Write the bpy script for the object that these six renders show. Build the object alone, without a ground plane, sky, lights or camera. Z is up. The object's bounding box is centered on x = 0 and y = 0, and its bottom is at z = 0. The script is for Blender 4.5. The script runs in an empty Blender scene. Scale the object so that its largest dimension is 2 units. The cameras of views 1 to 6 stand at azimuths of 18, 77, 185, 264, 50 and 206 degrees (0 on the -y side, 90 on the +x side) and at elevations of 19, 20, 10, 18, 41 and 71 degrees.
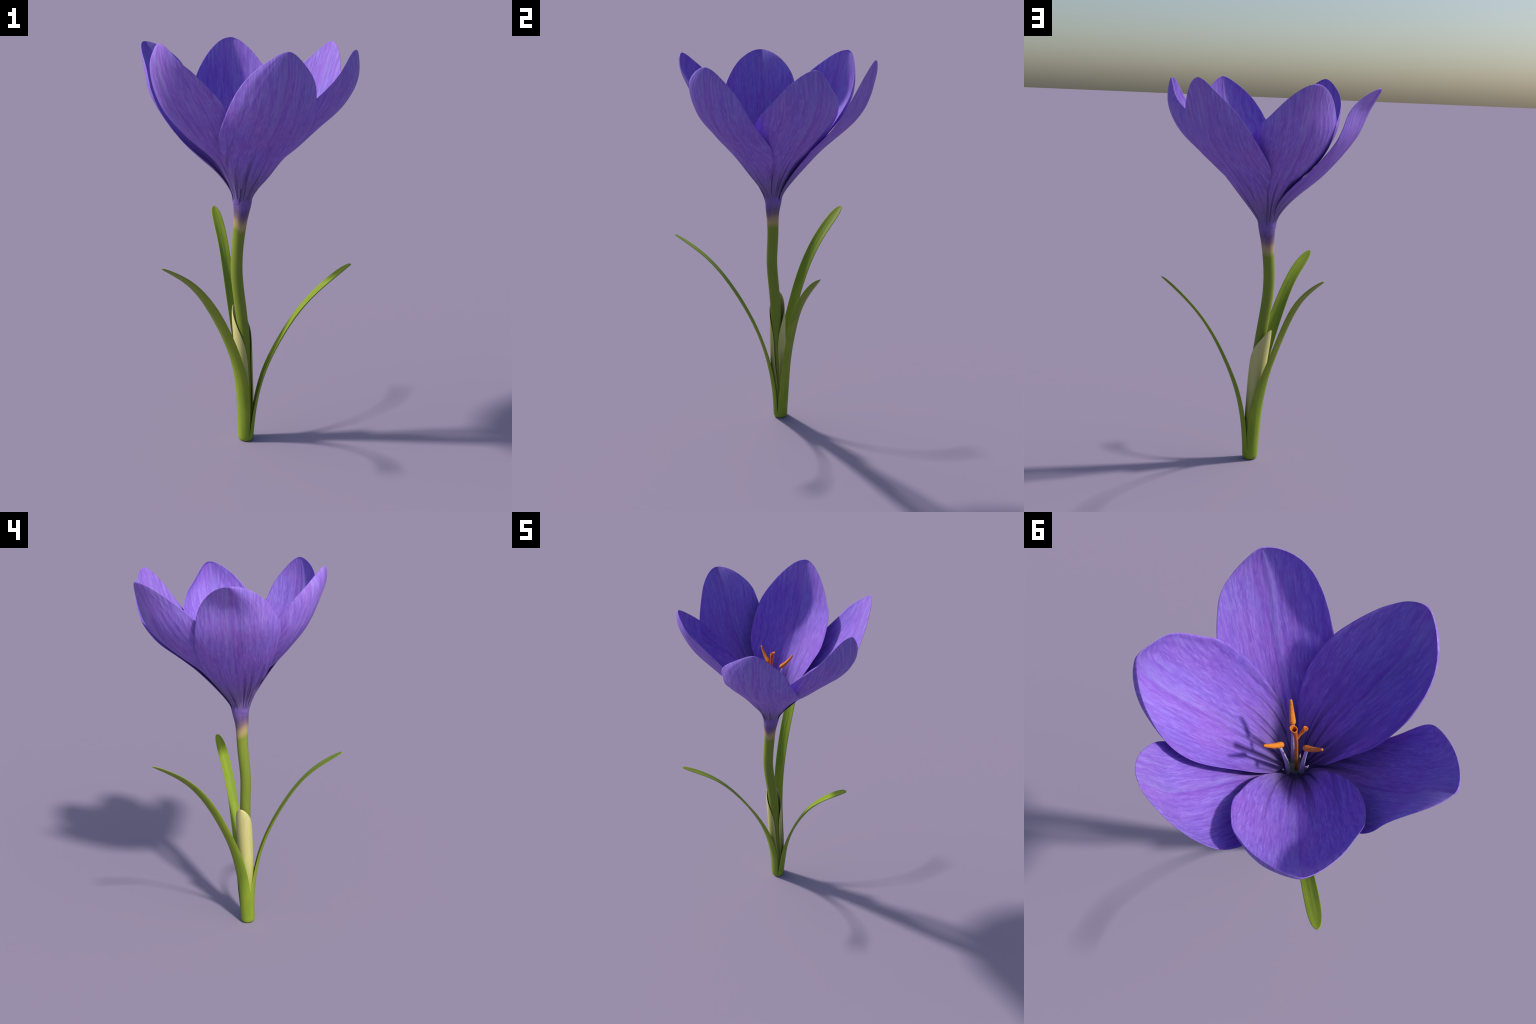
"""A purple crocus: six petals in two whorls, three stamens, a forked style,
a green stem with a violet throat, three strap leaves and a papery spathe."""
import bpy, bmesh, math
import numpy as np
from mathutils import Matrix, Vector, noise

# --------------------------------------------------------------------------
# control values: every blade (petal, leaf, spathe) is a lofted ribbon:
# a spine curve, half widths left/right of it, the curl angle of the section
# on either side, and a twist about the spine.
# --------------------------------------------------------------------------
PETAL = dict(spine=[0, .045, .15, .32, .51, .7, .87, 1], twist=[0, .1, .35, .7, 1],
             width=[0, .045, .12, .24, .4, .57, .75, .89, 1], curl=[0, .06, .22, .45, .7, 1], tip=3.0)
LEAF = dict(spine=[0, .12, .27, .45, .63, .82, 1], twist=[0, .25, .5, .75, 1],
            width=[0, .15, .35, .6, .8, .93, 1], curl=[0, .2, .45, .7, 1], tip=6.0)
SPATHE = dict(spine=[0, .35, .7, 1], twist=[0, .5, 1],
              width=[0, .2, .4, .6, .75, .9, 1], curl=[0, .3, .6, .8, 1], tip=5.0)

petals = [
    dict(  # petal front right, outer whorl
        azimuth=-50.1,
        spine=[(0.029, -0.038, 1.235), (0.035, -0.042, 1.274), (0.075, -0.096, 1.371), (0.127, -0.167, 1.485), (0.196, -0.257, 1.602), (0.27, -0.357, 1.74), (0.312, -0.389, 1.903), (0.317, -0.37, 1.995)],
        tip=4.5,
        twist=[-0.027, -0.15, -0.272, -0.118, 0.163],
        width_left=[0.023, 0.024, 0.078, 0.142, 0.193, 0.214, 0.22, 0.172, 0.083],
        width_right=[0.023, 0.026, 0.069, 0.132, 0.205, 0.233, 0.238, 0.22, 0.174],
        curl_left=[0.507, 0.764, 0.644, 0.362, 0.941, 0.417],
        curl_right=[0.558, 0.465, 0.811, 0.876, 0.746, 0.383],
    ),
    dict(  # petal front left, inner whorl
        azimuth=-121.7,
        spine=[(-0.015, -0.038, 1.235), (-0.015, -0.043, 1.273), (-0.052, -0.091, 1.406), (-0.107, -0.174, 1.522), (-0.166, -0.266, 1.639), (-0.214, -0.338, 1.754), (-0.249, -0.392, 1.908), (-0.236, -0.4, 2.001)],
        twist=[-0.043, 0.005, 0.253, 0.37, -0.096],
        width_left=[0.023, 0.025, 0.082, 0.151, 0.214, 0.263, 0.271, 0.193, 0.102],
        width_right=[0.023, 0.027, 0.097, 0.179, 0.228, 0.25, 0.253, 0.241, 0.258],
        curl_left=[0.477, 0.735, 1.11, 1.575, 1.721, 0.419],
        curl_right=[0.563, 0.474, 0.501, 0.309, 0.333, 0.747],
    ),
    dict(  # petal left, outer whorl
        azimuth=170.9,
        spine=[(-0.039, -0.002, 1.234), (-0.041, -0, 1.275), (-0.104, 0.033, 1.376), (-0.237, 0.048, 1.498), (-0.356, 0.043, 1.632), (-0.432, 0.045, 1.754), (-0.471, 0.058, 1.861), (-0.528, 0.086, 1.953)],
        twist=[0.113, -0, -0.041, -0.171, -0.489],
        width_left=[0.022, 0.028, 0.074, 0.138, 0.196, 0.229, 0.259, 0.287, 0.263],
        width_right=[0.023, 0.026, 0.106, 0.171, 0.194, 0.245, 0.265, 0.239, 0.193],
        curl_left=[0.521, 0.555, 0.507, 0.23, 0.095, -0.465],
        curl_right=[0.553, 0.732, 0.671, 0.672, 1.117, 1.474],
    ),
    dict(  # petal back left, inner whorl
        azimuth=116.6,
        spine=[(-0.018, 0.037, 1.235), (-0.017, 0.039, 1.274), (-0.043, 0.132, 1.413), (-0.087, 0.231, 1.515), (-0.146, 0.34, 1.616), (-0.2, 0.43, 1.738), (-0.219, 0.471, 1.86), (-0.243, 0.5, 1.956)],
        twist=[0.032, 0.005, -0.057, 0.197, 0.262],
        width_left=[0.022, 0.029, 0.099, 0.179, 0.235, 0.263, 0.264, 0.205, 0.143],
        width_right=[0.023, 0.027, 0.121, 0.221, 0.266, 0.287, 0.288, 0.268, 0.24],
        curl_left=[0.463, 0.943, 0.94, 0.958, 1.355, 0.95],
        curl_right=[0.504, 0.949, 1.204, 0.978, 0.727, 0.147],
    ),
    dict(  # petal back right, outer whorl
        azimuth=58.2,
        spine=[(0.027, 0.038, 1.235), (0.031, 0.045, 1.273), (0.082, 0.137, 1.406), (0.134, 0.233, 1.521), (0.202, 0.328, 1.623), (0.249, 0.402, 1.737), (0.274, 0.434, 1.862), (0.292, 0.46, 1.969)],
        twist=[0.087, 0.049, -0.034, -0.186, -0.292],
        width_left=[0.023, 0.028, 0.078, 0.124, 0.171, 0.213, 0.227, 0.208, 0.176],
        width_right=[0.023, 0.025, 0.072, 0.15, 0.224, 0.259, 0.265, 0.229, 0.149],
        curl_left=[0.512, 0.529, 0.45, 0.223, 0.084, -0.431],
        curl_right=[0.583, 0.529, 0.5, 0.461, 0.627, 0.318],
    ),
    dict(  # petal right, inner whorl
        azimuth=13,
        spine=[(0.05, 0.001, 1.235), (0.054, -0, 1.272), (0.129, 0.027, 1.4), (0.235, 0.05, 1.511), (0.355, 0.064, 1.624), (0.455, 0.08, 1.736), (0.505, 0.092, 1.869), (0.492, 0.11, 1.97)],
        twist=[-0.019, 0.009, 0.007, -0.295, -0.411],
        width_left=[0.022, 0.029, 0.13, 0.206, 0.242, 0.263, 0.255, 0.227, 0.175],
        width_right=[0.023, 0.027, 0.088, 0.161, 0.211, 0.254, 0.268, 0.24, 0.173],
        curl_left=[0.508, 0.699, 0.83, 0.837, 0.63, 0.217],
        curl_right=[0.487, 0.714, 0.95, 0.832, 1.335, 1.363],
    ),
]
leaves = [
    dict(  # leaf arching to the front
        azimuth=-116.1,
        spine=[(0.042, -0.046, -0.001), (0.043, -0.053, 0.166), (0.035, -0.082, 0.367), (-0.001, -0.146, 0.576), (-0.051, -0.244, 0.774), (-0.111, -0.363, 0.936), (-0.187, -0.504, 1.052)],
        twist=[0.107, 0.293, 0.271, 0.237, 0.193],
        width_left=[0.04, 0.043, 0.036, 0.036, 0.037, 0.047, 0.052],
        width_right=[0.041, 0.045, 0.036, 0.036, 0.036, 0.047, 0.052],
        curl_left=[1.065, 0.841, 0.627, 0.414, 0.197],
        curl_right=[1.101, 0.936, 0.663, 0.422, 0.185],
    ),
    dict(  # leaf arching to the right
        azimuth=12.8,
        spine=[(0.089, -0.006, -0.001), (0.097, 0.009, 0.158), (0.127, 0.019, 0.335), (0.188, 0.028, 0.51), (0.274, 0.039, 0.681), (0.387, 0.061, 0.836), (0.525, 0.092, 0.974)],
        twist=[0.039, 0.184, 0.165, 0.127, 0.126],
        width_left=[0.037, 0.036, 0.032, 0.033, 0.038, 0.051, 0.062],
        width_right=[0.037, 0.036, 0.033, 0.032, 0.038, 0.051, 0.062],
        curl_left=[1.024, 0.807, 0.692, 0.693, 0.684],
        curl_right=[1.001, 0.93, 0.76, 0.705, 0.693],
    ),
    dict(  # leaf arching to the back left
        azimuth=127.2,
        spine=[(0.031, 0.011, -0), (0.026, 0.012, 0.17), (-0.004, 0.041, 0.386), (-0.064, 0.107, 0.596), (-0.131, 0.194, 0.785), (-0.21, 0.314, 0.947), (-0.313, 0.47, 1.073)],
        twist=[0.042, 0.179, 0.259, 0.235, 0.173],
        width_left=[0.039, 0.045, 0.031, 0.029, 0.036, 0.049, 0.063],
        width_right=[0.04, 0.045, 0.034, 0.031, 0.035, 0.049, 0.063],
        curl_left=[1.019, 0.685, 0.435, 0.407, 0.282],
        curl_right=[0.993, 0.682, 0.501, 0.452, 0.251],
    ),
]
spathe = dict(  # papery spathe
        azimuth=170,
        spine=[(0.02, -0.01, -0), (0.006, 0.001, 0.192), (-0.006, 0.006, 0.434), (-0.037, 0.021, 0.711)],
        twist=[-0.039, -0.166, -0.309],
        width_left=[0.113, 0.119, 0.127, 0.129, 0.14, 0.121, 0.078],
        width_right=[0.113, 0.116, 0.12, 0.122, 0.129, 0.122, 0.094],
        curl_left=[3.304, 3.107, 2.957, 2.578, 0.671],
        curl_right=[3.264, 3.043, 2.805, 2.573, 1.037],
    )

# height, x, y, radius along the stem and the flower tube on top of it
stem_profile = [(0, .0535, -.015, .0275), (.25, .0499, -.0122, .0281), (.45, .0409, -.0111, .0283),
                (.6, .0267, -.0117, .0284), (.75, .0067, -.0136, .0284), (.9, -.0106, -.0156, .0287),
                (1.02, -.0122, -.0068, .0293), (1.12, -.0037, -.0046, .031), (1.2, .0035, -.0036, .0378),
                (1.235, .0058, -.0005, .0432), (1.25, .0060, -.0002, .0450), (1.262, .0062, .0, .0440)]
BASE = Vector((.0535, -.015, 0))
THROAT = Vector((.0068, .0005, 1.262))


# --------------------------------------------------------------------------
# geometry helpers
# --------------------------------------------------------------------------
def spline(kt, kv, t):
    """Natural cubic spline through (kt, kv), evaluated at the array t."""
    kt, kv = np.asarray(kt, float), np.asarray(kv, float)
    flat = kv.ndim == 1
    if flat:
        kv = kv[:, None]
    n, h = len(kt), np.diff(kt)
    A, R = np.zeros((n, n)), np.zeros_like(kv)
    A[0, 0] = A[-1, -1] = 1
    for i in range(1, n - 1):
        A[i, i - 1:i + 2] = h[i - 1], 2 * (h[i - 1] + h[i]), h[i]
        R[i] = 6 * ((kv[i + 1] - kv[i]) / h[i] - (kv[i] - kv[i - 1]) / h[i - 1])
    m = np.linalg.solve(A, R)
    i = np.clip(np.searchsorted(kt, t) - 1, 0, n - 2)
    H = h[i][:, None]
    a = (kt[i + 1] - t)[:, None] / H
    b = 1 - a
    y = a * kv[i] + b * kv[i + 1] + ((a ** 3 - a) * m[i] + (b ** 3 - b) * m[i + 1]) * H * H / 6
    return y[:, 0] if flat else y


def ribbon(kind, p, t, u):
    """Grid of points of a blade; u runs -1..1 across, t runs 0..1 along."""
    S = spline(kind['spine'], p['spine'], t)
    e = 1e-3
    T = spline(kind['spine'], p['spine'], np.clip(t + e, 0, 1)) - spline(kind['spine'], p['spine'], np.clip(t - e, 0, 1))
    T /= np.linalg.norm(T, axis=1)[:, None]
    ph = math.radians(p['azimuth'])
    n = np.cross(T, np.array([-math.sin(ph), math.cos(ph), 0]))
    n /= np.linalg.norm(n, axis=1)[:, None]
    b = np.cross(n, T)
    tw = spline(kind['twist'], p['twist'], t)[:, None]
    n, b = n * np.cos(tw) - b * np.sin(tw), b * np.cos(tw) + n * np.sin(tw)
    r = np.sqrt(np.clip(1 - t ** p.get('tip', kind['tip']), 0, 1))
    left = (u < 0)[None, :]
    w = np.where(left, (spline(kind['width'], p['width_left'], t) * r)[:, None], (spline(kind['width'], p['width_right'], t) * r)[:, None])
    a = np.where(left, spline(kind['curl'], p['curl_left'], t)[:, None], spline(kind['curl'], p['curl_right'], t)[:, None])
    a = np.where(np.abs(a) < 1e-3, 1e-3, a)
    x, y = w * np.sin(a * u[None]) / a, w * (1 - np.cos(a * u[None])) / a
    return S[:, None] + b[:, None] * x[..., None] + n[:, None] * y[..., None]


def grid_normals(P):
    du, dt = np.gradient(P, axis=1), np.gradient(P, axis=0)
    N = np.cross(du, dt)
    L = np.linalg.norm(N, axis=2, keepdims=True)
    N = N / np.maximum(L, 1e-12)
    N[-1] = N[-2, N.shape[1] // 2]
    return N


def shell(P, half):
    """Closed thin solid around the grid P: a front and a back sheet joined by a rim."""
    nt, nu = P.shape[:2]
    N = grid_normals(P)
    front, back = P + N * half[..., None], P - N * half[..., None]
    V = np.concatenate([front.reshape(-1, 3), back.reshape(-1, 3)])
    o = nt * nu
    F = []
    for i in range(nt - 1):
        for j in range(nu - 1):
            a = i * nu + j
            F.append((a, a + 1, a + nu + 1, a + nu))
            F.append((o + a, o + a + nu, o + a + nu + 1, o + a + 1))
    rim = [(i, 0) for i in range(nt - 1, -1, -1)] + [(0, j) for j in range(1, nu)] + [(i, nu - 1) for i in range(1, nt)] + [(nt - 1, j) for j in range(nu - 2, -1, -1)]
    for (i, j), (k, l) in zip(rim[:-1], rim[1:]):
        a, b = i * nu + j, k * nu + l
        F.append((b, a, o + a, o + b))
    return V, F


def tube(points, radii, n=24, cap_start=True, cap_end=True, squash=None):
    """Round tube along points; a frame is carried along so that it never twists."""
    pts = [Vector(p) for p in points]
    V, F = [], []
    ref = None
    for i, p in enumerate(pts):
        T = (pts[min(i + 1, len(pts) - 1)] - pts[max(i - 1, 0)])
        T = T.normalized() if T.length > 1e-9 else last
        last = T
        if ref is None:
            ref = T.orthogonal().normalized()
        ref = (ref - T * ref.dot(T)).normalized()
        side = T.cross(ref)
        for k in range(n):
            a = 2 * math.pi * k / n
            V.append(p + (ref * math.cos(a) + side * math.sin(a) * (squash or 1)) * radii[i])
    m = len(pts)
    for i in range(m - 1):
        for k in range(n):
            F.append((i * n + k, i * n + (k + 1) % n, (i + 1) * n + (k + 1) % n, (i + 1) * n + k))
    if cap_start:
        F.append(tuple(range(n - 1, -1, -1)))
    if cap_end:
        F.append(tuple((m - 1) * n + k for k in range(n)))
    return V, F


def add_mesh(name, V, F, material, parent, frame=None):
    """Mesh object; frame is the local system the procedural colours are measured in."""
    frame = frame or Matrix.Identity(4)
    inv = frame.inverted()
    me = bpy.data.meshes.new(name)
    me.from_pydata([inv @ Vector(v) for v in V], [], F)
    bm = bmesh.new()
    bm.from_mesh(me)
    bmesh.ops.remove_doubles(bm, verts=bm.verts, dist=2e-5)
    bmesh.ops.dissolve_degenerate(bm, dist=1e-6, edges=bm.edges)
    bmesh.ops.recalc_face_normals(bm, faces=bm.faces)
    bm.to_mesh(me)
    bm.free()
    for f in me.polygons:
        f.use_smooth = True
    me.materials.append(material)
    ob = bpy.data.objects.new(name, me)
    bpy.context.scene.collection.objects.link(ob)
    ob.parent = parent
    ob.matrix_world = frame
    return ob


def frame_from(origin, x, y, z):
    M = Matrix((x, y, z)).transposed().to_4x4()
    M.translation = origin
    return M


# --------------------------------------------------------------------------
# materials
# --------------------------------------------------------------------------
class Nodes:
    def __init__(self, name):
        self.mat = bpy.data.materials.new(name)
        self.mat.use_nodes = True
        self.t = self.mat.node_tree
        self.t.nodes.clear()
        self.out = self.t.nodes.new('ShaderNodeOutputMaterial')
        self.bsdf = self.t.nodes.new('ShaderNodeBsdfPrincipled')
        self.t.links.new(self.bsdf.outputs[0], self.out.inputs[0])

    def put(self, sock, v):
        if hasattr(v, 'is_output'):
            self.t.links.new(v, sock)
        elif isinstance(v, (tuple, list)) and len(v) == 3 and sock.type == 'RGBA':
            sock.default_value = (*v, 1)
        else:
            sock.default_value = v

    def math(self, op, a, b=0.0, clamp=False):
        n = self.t.nodes.new('ShaderNodeMath')
        n.operation, n.use_clamp = op, clamp
        self.put(n.inputs[0], a)
        self.put(n.inputs[1], b)
        return n.outputs[0]

    def ramp01(self, v, lo, hi, a=0.0, b=1.0, smooth=True):
        n = self.t.nodes.new('ShaderNodeMapRange')
        n.interpolation_type = 'SMOOTHSTEP' if smooth else 'LINEAR'
        self.put(n.inputs[0], v)
        for i, x in enumerate((lo, hi, a, b)):
            self.put(n.inputs[1 + i], x)
        return n.outputs[0]

    def xyz(self, x, y, z):
        n = self.t.nodes.new('ShaderNodeCombineXYZ')
        for s, v in zip(n.inputs, (x, y, z)):
            self.put(s, v)
        return n.outputs[0]

    def object_xyz(self):
        n = self.t.nodes.new('ShaderNodeTexCoord')
        s = self.t.nodes.new('ShaderNodeSeparateXYZ')
        self.t.links.new(n.outputs['Object'], s.inputs[0])
        return s.outputs[0], s.outputs[1], s.outputs[2]

    def normal_xyz(self):
        n = self.t.nodes.new('ShaderNodeTexCoord')
        s = self.t.nodes.new('ShaderNodeSeparateXYZ')
        self.t.links.new(n.outputs['Normal'], s.inputs[0])
        return s.outputs[0], s.outputs[1], s.outputs[2]

    def random(self):
        return self.t.nodes.new('ShaderNodeObjectInfo').outputs['Random']

    def noise(self, vec, scale=1.0, detail=2.0, rough=0.5, distort=0.0):
        n = self.t.nodes.new('ShaderNodeTexNoise')
        self.put(n.inputs['Vector'], vec)
        n.inputs['Scale'].default_value = scale
        n.inputs['Detail'].default_value = detail
        n.inputs['Roughness'].default_value = rough
        n.inputs['Distortion'].default_value = distort
        return n.outputs[0]

    def mix(self, f, a, b, mode='MIX'):
        n = self.t.nodes.new('ShaderNodeMix')
        n.data_type, n.blend_type = 'RGBA', mode
        self.put(n.inputs[0], f)
        self.put(n.inputs[6], a)
        self.put(n.inputs[7], b)
        return n.outputs[2]

    def gradient(self, v, stops):
        n = self.t.nodes.new('ShaderNodeValToRGB')
        r = n.color_ramp
        while len(r.elements) < len(stops):
            r.elements.new(0.5)
        for e, (p, c) in zip(r.elements, stops):
            e.position, e.color = p, (*c, 1)
        self.put(n.inputs[0], v)
        return n.outputs[0]

    def finish(self, colour, rough=0.55, spec=0.3, bump=None, strength=0.2, distance=0.002, sheen=0.0):
        self.put(self.bsdf.inputs['Base Color'], colour)
        self.put(self.bsdf.inputs['Roughness'], rough)
        self.bsdf.inputs['Specular IOR Level'].default_value = spec
        self.bsdf.inputs['Sheen Weight'].default_value = sheen
        if bump is not None:
            n = self.t.nodes.new('ShaderNodeBump')
            n.inputs['Strength'].default_value = strength
            n.inputs['Distance'].default_value = distance
            self.put(n.inputs['Height'], bump)
            self.t.links.new(n.outputs[0], self.bsdf.inputs['Normal'])
        return self.mat


TUBE_VIOLET = (.18, .11, .39)


def petal_material():
    m = Nodes('violet_petal')
    x, y, z = m.object_xyz()          # y runs from the throat to the tip, x across
    seed = m.math('MULTIPLY', m.random(), 37.0)
    # veins fan out of the throat and then run side by side: v = x / half width there
    fan = m.math('SUBTRACT', 1.0, m.math('EXPONENT', m.math('MULTIPLY', y, -4.2)))
    half = m.math('ADD', m.math('MULTIPLY', fan, .25), .022)
    v = m.math('DIVIDE', x, half)
    wob = m.math('MULTIPLY', m.math('SUBTRACT', m.noise(m.xyz(m.math('MULTIPLY', v, 7.0), m.math('MULTIPLY', y, 24.0), seed), detail=2), .5), .035)
    vw = m.math('ADD', v, wob)
    streak = m.noise(m.xyz(m.math('MULTIPLY', vw, 24.0), m.math('MULTIPLY', y, 6.5), seed), detail=3, rough=.6)
    fine = m.noise(m.xyz(m.math('MULTIPLY', vw, 54.0), m.math('MULTIPLY', y, 24.0), seed), detail=2, rough=.6)
    patch = m.noise(m.xyz(m.math('MULTIPLY', v, 2.6), m.math('MULTIPLY', y, 6.0), seed), detail=3)
    col = m.mix(m.ramp01(patch, .35, .65), (.225, .125, .595), (.255, .118, .57))
    col = m.mix(m.math('MULTIPLY', m.ramp01(streak, .50, .68), .40), col, (.31, .215, .68))
    col = m.mix(m.math('MULTIPLY', m.ramp01(streak, .48, .32), .60), col, (.165, .068, .45))
    col = m.mix(m.math('MULTIPLY', m.ramp01(fine, .52, .70), .50), col, (.37, .25, .74))
    col = m.mix(m.math('MULTIPLY', m.ramp01(fine, .48, .30), .52), col, (.15, .07, .43))
    col = m.mix(m.ramp01(y, .38, .78, 0.0, .16), col, (.37, .26, .70))
    # pale slate streaks that run out of the tip and along the margin
    tip = m.math('MULTIPLY', m.ramp01(y, .45, .80), m.ramp01(streak, .48, .62))
    col = m.mix(m.math('MULTIPLY', tip, .30), col, (.30, .26, .62))
    # midrib: thin dark line, magenta on one side, a slate band on the other
    upper = m.ramp01(y, .22, .55)
    magenta = m.math('MULTIPLY', m.math('MULTIPLY', m.ramp01(vw, -.20, -.02), m.ramp01(vw, .00, .03, 1.0, 0.0)), upper)
    col = m.mix(m.math('MULTIPLY', magenta, .20), col, (.27, .075, .50))
    band = m.math('MULTIPLY', m.math('MULTIPLY', m.ramp01(vw, .015, .05), m.ramp01(vw, .08, .19, 1.0, 0.0)), m.ramp01(y, .2, .6, .35, 1.0))
    col = m.mix(m.math('MULTIPLY', band, .20), col, (.29, .25, .58))
    rib = m.math('MULTIPLY', m.ramp01(m.math('ABSOLUTE', vw), .008, .03, 1.0, 0.0), m.ramp01(y, .75, .5))
    col = m.mix(m.math('MULTIPLY', rib, .40), col, (.16, .05, .40))
    # throat: greyer, with dark veins that fade out half way up
    deep = m.ramp01(y, .06, .32, 1.0, 0.0)
    col = m.mix(m.math('MULTIPLY', deep, .8), col, (.165, .125, .27))
    lines = m.noise(m.xyz(m.math('MULTIPLY', v, 11.0), m.math('MULTIPLY', y, 2.0), seed), detail=1, rough=.4)
    vein = m.math('MULTIPLY', m.ramp01(lines, .50, .38), m.ramp01(y, .06, .48, 1.0, 0.0))
    col = m.mix(m.math('MULTIPLY', vein, .85), col, (.045, .025, .13))
    # the foot takes the colour of the tube it grows out of
    col = m.mix(m.ramp01(y, .018, .042, 1.0, 0.0), col, TUBE_VIOLET)
    bump = m.math('ADD', streak, m.math('MULTIPLY', fine, .5))
    return m.finish(col, rough=.6, spec=.2, bump=bump, strength=.35, distance=.003)


def leaf_material():
    m = Nodes('green_leaf')
    x, y, z = m.object_xyz()          # x across the blade, z up
    seed = m.math('MULTIPLY', m.random(), 23.0)
    s = m.noise(m.xyz(m.math('MULTIPLY', x, 130.0), m.math('MULTIPLY', y, 2.0), m.math('ADD', m.math('MULTIPLY', z, 2.0), seed)), detail=3, rough=.6)
    p = m.noise(m.xyz(m.math('MULTIPLY', x, 20.0), m.math('MULTIPLY', y, 6.0), m.math('ADD', m.math('MULTIPLY', z, 6.0), seed)), detail=2)
    col = m.mix(m.ramp01(p, .35, .65), (.19, .285, .024), (.235, .315, .028))
    col = m.mix(m.math('MULTIPLY', m.ramp01(s, .54, .72), .3), col, (.31, .38, .045))
    col = m.mix(m.math('MULTIPLY', m.ramp01(s, .46, .28), .3), col, (.14, .22, .016))
    rib = m.ramp01(m.math('ABSOLUTE', x), .001, .004, 1.0, 0.0)
    col = m.mix(m.math('MULTIPLY', rib, .25), col, (.28, .36, .05))
    return m.finish(col, rough=.55, spec=.15, bump=s, strength=.12, distance=.002)


def stem_material():
    m = Nodes('stem_skin')
    x, y, z = m.object_xyz()
    side = m.noise(m.xyz(m.math('MULTIPLY', x, 22.0), m.math('MULTIPLY', y, 22.0), m.math('MULTIPLY', z, 3.0)), detail=2)
    h = m.math('ADD', z, m.math('MULTIPLY', m.math('SUBTRACT', side, .5), .06))
    face = m.math('MULTIPLY', m.math('ADD', x, y), -17.0)
    h = m.math('SUBTRACT', h, m.ramp01(face, .3, 1.0, 0.0, .022))
    f = m.ramp01(h, 1.0, 1.3, smooth=False)
    green, beige = (.19, .255, .03), (.40, .31, .13)
    col = m.gradient(f, [(0.0, green), (.32, green), (.42, beige), (.49, (.36, .26, .15)), (.57, (.20, .12, .19)), (.66, (.13, .075, .22)), (.73, (.155, .09, .33)), (.80, TUBE_VIOLET), (1.0, TUBE_VIOLET)])
    s = m.noise(m.xyz(m.math('MULTIPLY', x, 90.0), m.math('MULTIPLY', y, 90.0), m.math('MULTIPLY', z, 3.0)), detail=2)
    col = m.mix(m.math('MULTIPLY', m.ramp01(s, .4, .7), .15), col, (.30, .33, .06))
    return m.finish(col, rough=.55, spec=.15, bump=s, strength=.1, distance=.002)


def spathe_material():
    m = Nodes('papery_spathe')
    x, y, z = m.object_xyz()
    s = m.noise(m.xyz(m.math('MULTIPLY', x, 110.0), m.math('MULTIPLY', y, 110.0), m.math('MULTIPLY', z, 2.5)), detail=2)
    col = m.gradient(m.ramp01(z, 0.0, .7, smooth=False), [(0.0, (.19, .275, .028)), (.22, (.22, .30, .035)), (.36, (.36, .40, .085)), (.58, (.55, .535, .19)), (1.0, (.61, .565, .235))])
    col = m.mix(m.math('MULTIPLY', m.ramp01(s, .48, .34), .22), col, (.34, .34, .10))
    return m.finish(col, rough=.55, spec=.25, bump=s, strength=.12, distance=.002)


def plain(name, a, b, scale, rough=.5):
    m = Nodes(name)
    x, y, z = m.object_xyz()
    n = m.noise(m.xyz(x, y, z), scale=scale, detail=3)
    return m.finish(m.mix(m.ramp01(n, .35, .65), a, b), rough=rough, spec=.3, bump=n, strength=.25, distance=.001)


petal_mat, leaf_mat, stem_mat, spathe_mat = petal_material(), leaf_material(), stem_material(), spathe_material()
anther_mat = plain('orange_pollen', (.78, .27, .022), (.66, .20, .016), 160, .6)
style_mat = plain('orange_style', (.70, .21, .016), (.58, .15, .012), 90, .5)
filament_mat = plain('pale_filament', (.62, .58, .74), (.50, .46, .64), 70, .5)
throat_mat = plain('grey_green_throat', (.20, .24, .20), (.15, .18, .15), 60, .6)

# --------------------------------------------------------------------------
# the plant
# --------------------------------------------------------------------------
root = bpy.data.objects.new('crocus_flower', None)
root.location = BASE
bpy.context.scene.collection.objects.link(root)
root["label"] = "purple crocus in bloom with slender arching green leaves"
root["category"] = "crocus flower"
bpy.context.view_layer.update()


def round_tip(P, t, u, sigma=.024):
    """Smooth the margin near the tip along its own length so that it ends in a soft arc."""
    n = len(t)
    rim = np.concatenate([P[:, 0], P[-2::-1, -1]])
    step = np.linalg.norm(np.diff(rim, axis=0), axis=1)
    s = np.concatenate([[0], np.cumsum(step)])
    weight = np.gradient(s)
    K = np.exp(-((s[:, None] - s[None]) / sigma) ** 2 / 2) * weight[None]
    D = K @ rim / K.sum(1, keepdims=True) - rim
    DL, DR = D[:n], D[n - 1:][::-1]
    k = np.clip((t - .78) / .15, 0, 1)
    k = (k * k * (3 - 2 * k))[:, None, None]
    f = ((u + 1) / 2)[None, :, None]
    return P + k * (DL[:, None] * (1 - f) + DR[:, None] * f)


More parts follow.
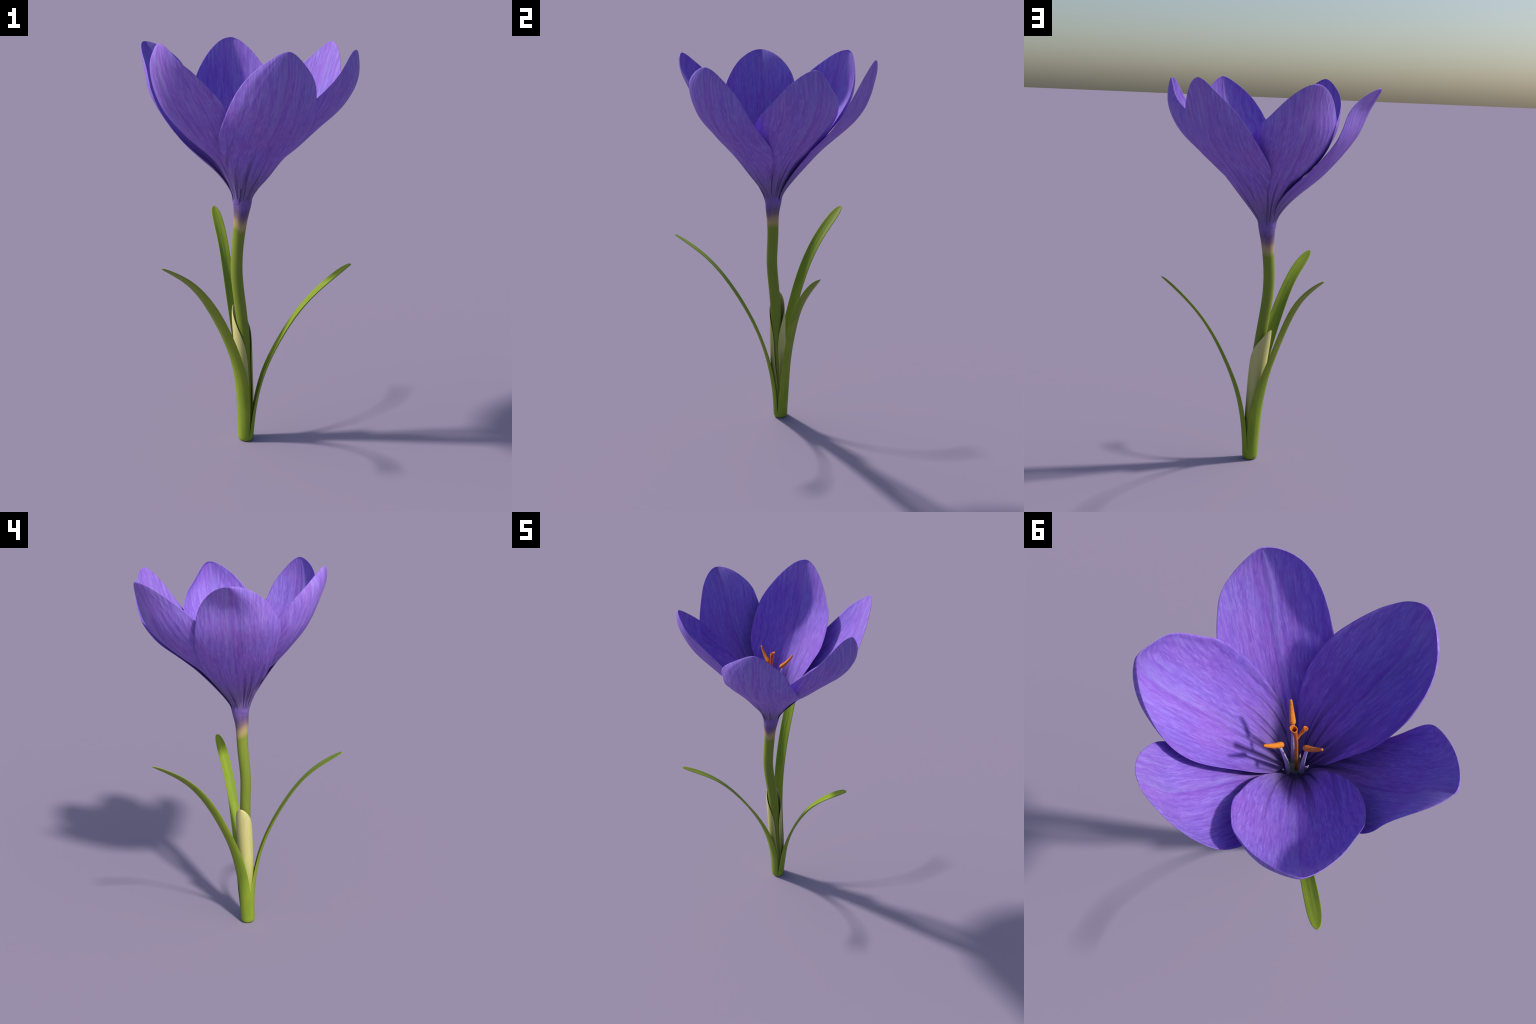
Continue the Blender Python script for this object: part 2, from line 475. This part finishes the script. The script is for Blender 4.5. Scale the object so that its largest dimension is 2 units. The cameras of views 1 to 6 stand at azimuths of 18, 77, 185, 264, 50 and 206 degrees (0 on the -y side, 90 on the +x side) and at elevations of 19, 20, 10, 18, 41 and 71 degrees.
def build_petal(p, seed):
    t = 1 - (1 - np.linspace(0, 1, 110)) ** 2.0
    u = np.linspace(-1, 1, 61)
    P = ribbon(PETAL, p, t, u)
    P = round_tip(P, t, u)
    # rounding shortens the petal a little: push the tip back out
    axis = np.subtract(p['spine'][-1], p['spine'][-2])
    P = P + (.004 * np.clip((t - .75) / .25, 0, 1) ** 2)[:, None, None] * axis / np.linalg.norm(axis)
    N = grid_normals(P)
    tt, uu = np.meshgrid(t, u, indexing='ij')
    # soft relief: a shallow midrib fold, radiating ridges and a slightly wavy margin
    grow = np.clip(tt / .25, 0, 1) * np.clip((1 - tt) / .08, 0, 1)
    relief = .0008 * np.exp(-(uu / .05) ** 2) * grow
    relief += .003 * np.exp(-np.sqrt(uu ** 2 + .0012) / .2) * np.clip((tt - .35) / .3, 0, 1) * np.clip((1 - tt) / .15, 0, 1)   # keel
    relief += .0007 * np.sin(uu * 34 + 2.2 * np.sin(uu * 5 + seed)) * np.clip(tt / .1, 0, 1) * np.clip((1 - tt) / .3, 0, 1)
    wave = np.array([[noise.noise(Vector((b * 2.6 + seed * 9.1, a * 6.0, seed))) for b in u] for a in t])
    relief += .0035 * wave * grow * (.3 + .7 * uu ** 2)
    P = P - N * relief[..., None]
    # the foot dips into the flower tube so that petal and tube read as one surface
    c = np.array([.0062, .0])
    d = P[..., :2] - c
    r = np.linalg.norm(d, axis=-1)
    inside = np.interp(P[..., 2], [1.2, 1.235, 1.262, 1.30], [.0378, .0432, .0468, .052]) + np.interp(P[..., 2], [1.232, 1.265], [-.0009, .0012])
    k = np.clip((P[..., 2] - 1.238) / .042, 0, 1)
    k = k * k * (3 - 2 * k)
    P[..., :2] = c + d * ((inside * (1 - k) + r * k) / r)[..., None]
    edge = np.maximum(np.abs(uu), 1 - np.sqrt(np.clip(1 - tt ** 6, 0, 1)))
    half = .0017 * (1 - .6 * edge ** 10) * (.12 + .88 * np.clip(tt / .07, 0, 1))
    V, F = shell(P, half)
    origin = Vector(p['spine'][0])
    yv = (Vector(p['spine'][-1]) - origin).normalized()
    inward = Vector((-math.cos(math.radians(p['azimuth'])), -math.sin(math.radians(p['azimuth'])), 0))
    zv = (inward - yv * inward.dot(yv)).normalized()
    return add_mesh('petal', V, F, petal_mat, root, frame_from(origin, yv.cross(zv), yv, zv))


for i, p in enumerate(petals):
    build_petal(p, 1.0 + i)


def ground_rounding(P):
    """Pull the cut foot of a sheath in towards the stem, as a rounded lower edge."""
    k = np.clip(1 - P[..., 2] / .018, 0, 1) ** 2
    c = np.array(BASE)
    P[..., :2] = c[:2] + (P[..., :2] - c[:2]) * (1 - .16 * k)[..., None]
    P[..., 2] = np.maximum(P[..., 2], 0.0)
    return P


def sheath_radius(z):
    return np.interp(z, [0, .1, .17, .28, .45], [.0305, .032, .0345, .0375, .039])


def sheath_centre(z):
    return np.stack([np.interp(z, [0, .17, .3, .45], [.0525, .047, .0425, .034]), np.interp(z, [0, .17, .45], [-.013, -.0115, -.009])], -1)


def build_leaf(p):
    t = np.concatenate([np.linspace(0, .04, 8)[:-1], .04 + .96 * (1 - (1 - np.linspace(0, 1, 90)) ** 1.8)])
    u = np.linspace(-1, 1, 31)
    P = ribbon(LEAF, p, t, u)
    # the leaf bases clasp the spathe: keep them just outside it
    c, R = sheath_centre(P[..., 2]), sheath_radius(P[..., 2]) + .0062
    d = P[..., :2] - c
    L = np.linalg.norm(d, axis=-1)
    k = np.where(P[..., 2] < .34, np.maximum(L, R) / np.maximum(L, 1e-6), 1.0)
    P[..., :2] = c + d * k[..., None]
    P = ground_rounding(P)
    tt, uu = np.meshgrid(t, u, indexing='ij')
    N = grid_normals(P)
    relief = .0006 * np.exp(-(uu / .15) ** 2) + .0001 * np.cos(uu * 22)
    P = P - N * (relief * np.clip(tt / .1, 0, 1) * np.clip((1 - tt) / .1, 0, 1))[..., None]
    half = .0024 * (1 - .6 * np.abs(uu) ** 6) * np.ones_like(tt)
    V, F = shell(P, half)
    V[:, 2] = np.maximum(V[:, 2], 0.0)
    a = math.radians(p['azimuth'])
    return add_mesh('leaf', V, F, leaf_mat, root, frame_from(Vector(p['spine'][0]), Vector((-math.sin(a), math.cos(a), 0)), Vector((-math.cos(a), -math.sin(a), 0)), Vector((0, 0, 1))))


for p in leaves:
    build_leaf(p)

# spathe: a sheath rolled round the stem, open towards the front right
t = 1 - (1 - np.linspace(0, 1, 90)) ** 1.8
u = np.linspace(-1, 1, 81)
P = ribbon(SPATHE, spathe, t, u)
c = sheath_centre(P[..., 2])
mid = np.concatenate([P[:, :, :2].min(1, keepdims=True), P[:, :, :2].max(1, keepdims=True)], 1).mean(1, keepdims=True)
k = np.clip(P[..., 2] / .3, 0, 1)[..., None]
shrink = (sheath_radius(P[..., 2]) / .0385)[..., None]
P[..., :2] = np.where(P[..., 2:] < .3, (c * (1 - k) + mid * k) + (P[..., :2] - mid) * (shrink * (1 - k) + k), P[..., :2])
P = ground_rounding(P)
V, F = shell(P, .0012 * (1 - .5 * np.abs(np.meshgrid(t, u, indexing='ij')[1]) ** 8))
V[:, 2] = np.maximum(V[:, 2], 0.0)
add_mesh('spathe', V, F, spathe_mat, root)

# stem with the flower tube
prof = np.array(stem_profile)
zz = np.linspace(0, prof[-1, 0], 110)
xyr = spline(prof[:, 0], prof[:, 1:], zz)
V, F = tube([(a[0], a[1], z) for a, z in zip(xyr, zz)], xyr[:, 2], 40)
add_mesh('stem', V, F, stem_mat, root)

# throat: a little greenish cup the stamens stand on
ring = [(.0, 1.272), (.012, 1.273), (.022, 1.277), (.030, 1.285), (.034, 1.296)]
n = 32
V = [(THROAT.x + r * math.cos(2 * math.pi * k / n), THROAT.y + r * math.sin(2 * math.pi * k / n), z) for r, z in ring[1:] for k in range(n)]
F = [(i * n + k, i * n + (k + 1) % n, (i + 1) * n + (k + 1) % n, (i + 1) * n + k) for i in range(len(ring) - 2) for k in range(n)]
F.append(tuple(range(n)))
throat = add_mesh('flower_throat', V, F, throat_mat, root)


def curve(points, count):
    return spline(np.linspace(0, 1, len(points)), points, np.linspace(0, 1, count))


# stamens: foot, middle and top of the filament; foot and tip of the anther
stamens = [
    ((.021, .029, 1.272), (.027, .040, 1.42), (.0415, .0575, 1.585), (.0355, .0445, 1.588), (.0795, .1015, 1.665)),
    ((-.021, .010, 1.272), (-.030, .020, 1.43), (-.0425, .0285, 1.588), (-.0295, .0272, 1.592), (-.0990, .0328, 1.671)),
    ((.026, -.019, 1.272), (.029, -.021, 1.42), (.0385, -.034, 1.59), (.0345, -.0255, 1.602), (.069, -.078, 1.676)),
]
for foot, mid, top, a0, a1 in stamens:
    pts = curve([foot, mid, top], 24)
    V, F = tube(pts, np.linspace(.0095, .0048, 24), 18)
    fil = add_mesh('stamen', V, F, filament_mat, root)
    a0, a1 = Vector(a0), Vector(a1)
    s = 1 - (1 - np.linspace(0, 1, 30)) ** 1.5
    s = s * s * (3 - 2 * s) * .35 + s * .65
    sag = (a1 - a0).cross(Vector((0, 0, 1))).cross(a1 - a0).normalized()
    axis = [a0.lerp(a1, k) - sag * (.006 * math.sin(math.pi * k)) for k in s]
    rad = [.0120 * (1 - .62 * k ** 1.1) * math.sqrt(max(0, 1 - max(0, (.16 - k) / .16) ** 2)) * math.sqrt(max(0, 1 - max(0, (k - .93) / .07) ** 2)) + 1e-5 for k in s]
    V, F = tube(axis, rad, 20)
    add_mesh('anther', V, F, anther_mat, fil)

# pistil: a slender style that forks into hollow, trumpet shaped stigmas
spine = curve([(.001, .006, 1.273), (.0035, .0055, 1.42), (.007, .008, 1.58), (.0148, .014, 1.685)], 40)
k = np.linspace(0, 1, 40)
rad = .0060 + .0012 * k + .0058 * np.clip((k - .72) / .28, 0, 1) ** 1.7
inner = spine[::-1][:14] + np.array([0, 0, -.0002])
pts = np.concatenate([spine, inner])
rr = np.concatenate([rad, np.concatenate([rad[::-1][:1] * .88, np.maximum(rad[::-1][1:14] * .72, .001)])])
# the frame must not flip where the wall turns back inside the mouth
def trumpet(pts, rr, n=24, tilt=(0, 0, 0)):
    T = Vector(pts[len(pts) // 2] - pts[0]).normalized()
    a = T.orthogonal().normalized()
    b = T.cross(a)
    V = []
    for p, r in zip(pts, rr):
        for q in range(n):
            w = 2 * math.pi * q / n
            V.append(Vector(p) + (a * math.cos(w) + b * math.sin(w)) * r)
    m = len(pts)
    F = [(i * n + q, i * n + (q + 1) % n, (i + 1) * n + (q + 1) % n, (i + 1) * n + q) for i in range(m - 1) for q in range(n)]
    F += [tuple(range(n - 1, -1, -1)), tuple((m - 1) * n + q for q in range(n))]
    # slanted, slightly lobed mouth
    tip = Vector(pts[39]) if m > 39 else Vector(pts[len(pts) // 2])
    for v in V:
        d = v - tip
        near = max(0.0, 1 - abs(d.dot(T)) / .02)
        v += T * (near * d.dot(Vector(tilt)))
    return V, F


V, F = trumpet(pts, rr, tilt=(.5, .35, 0))
pistil = add_mesh('pistil', V, F, style_mat, root)
b = curve([(.006, .007, 1.575), (.000, -.006, 1.597), (-.0118, -.027, 1.626)], 20)
k = np.linspace(0, 1, 20)
rad = .0048 + .0042 * np.clip((k - .5) / .5, 0, 1) ** 1.6
pts = np.concatenate([b, b[::-1][:8]])
rr = np.concatenate([rad, np.concatenate([rad[::-1][:1] * .85, np.maximum(rad[::-1][1:8] * .65, .001)])])
V, F = trumpet(pts, rr, 20, tilt=(.4, -.3, 0))
add_mesh('stigma', V, F, style_mat, pistil)
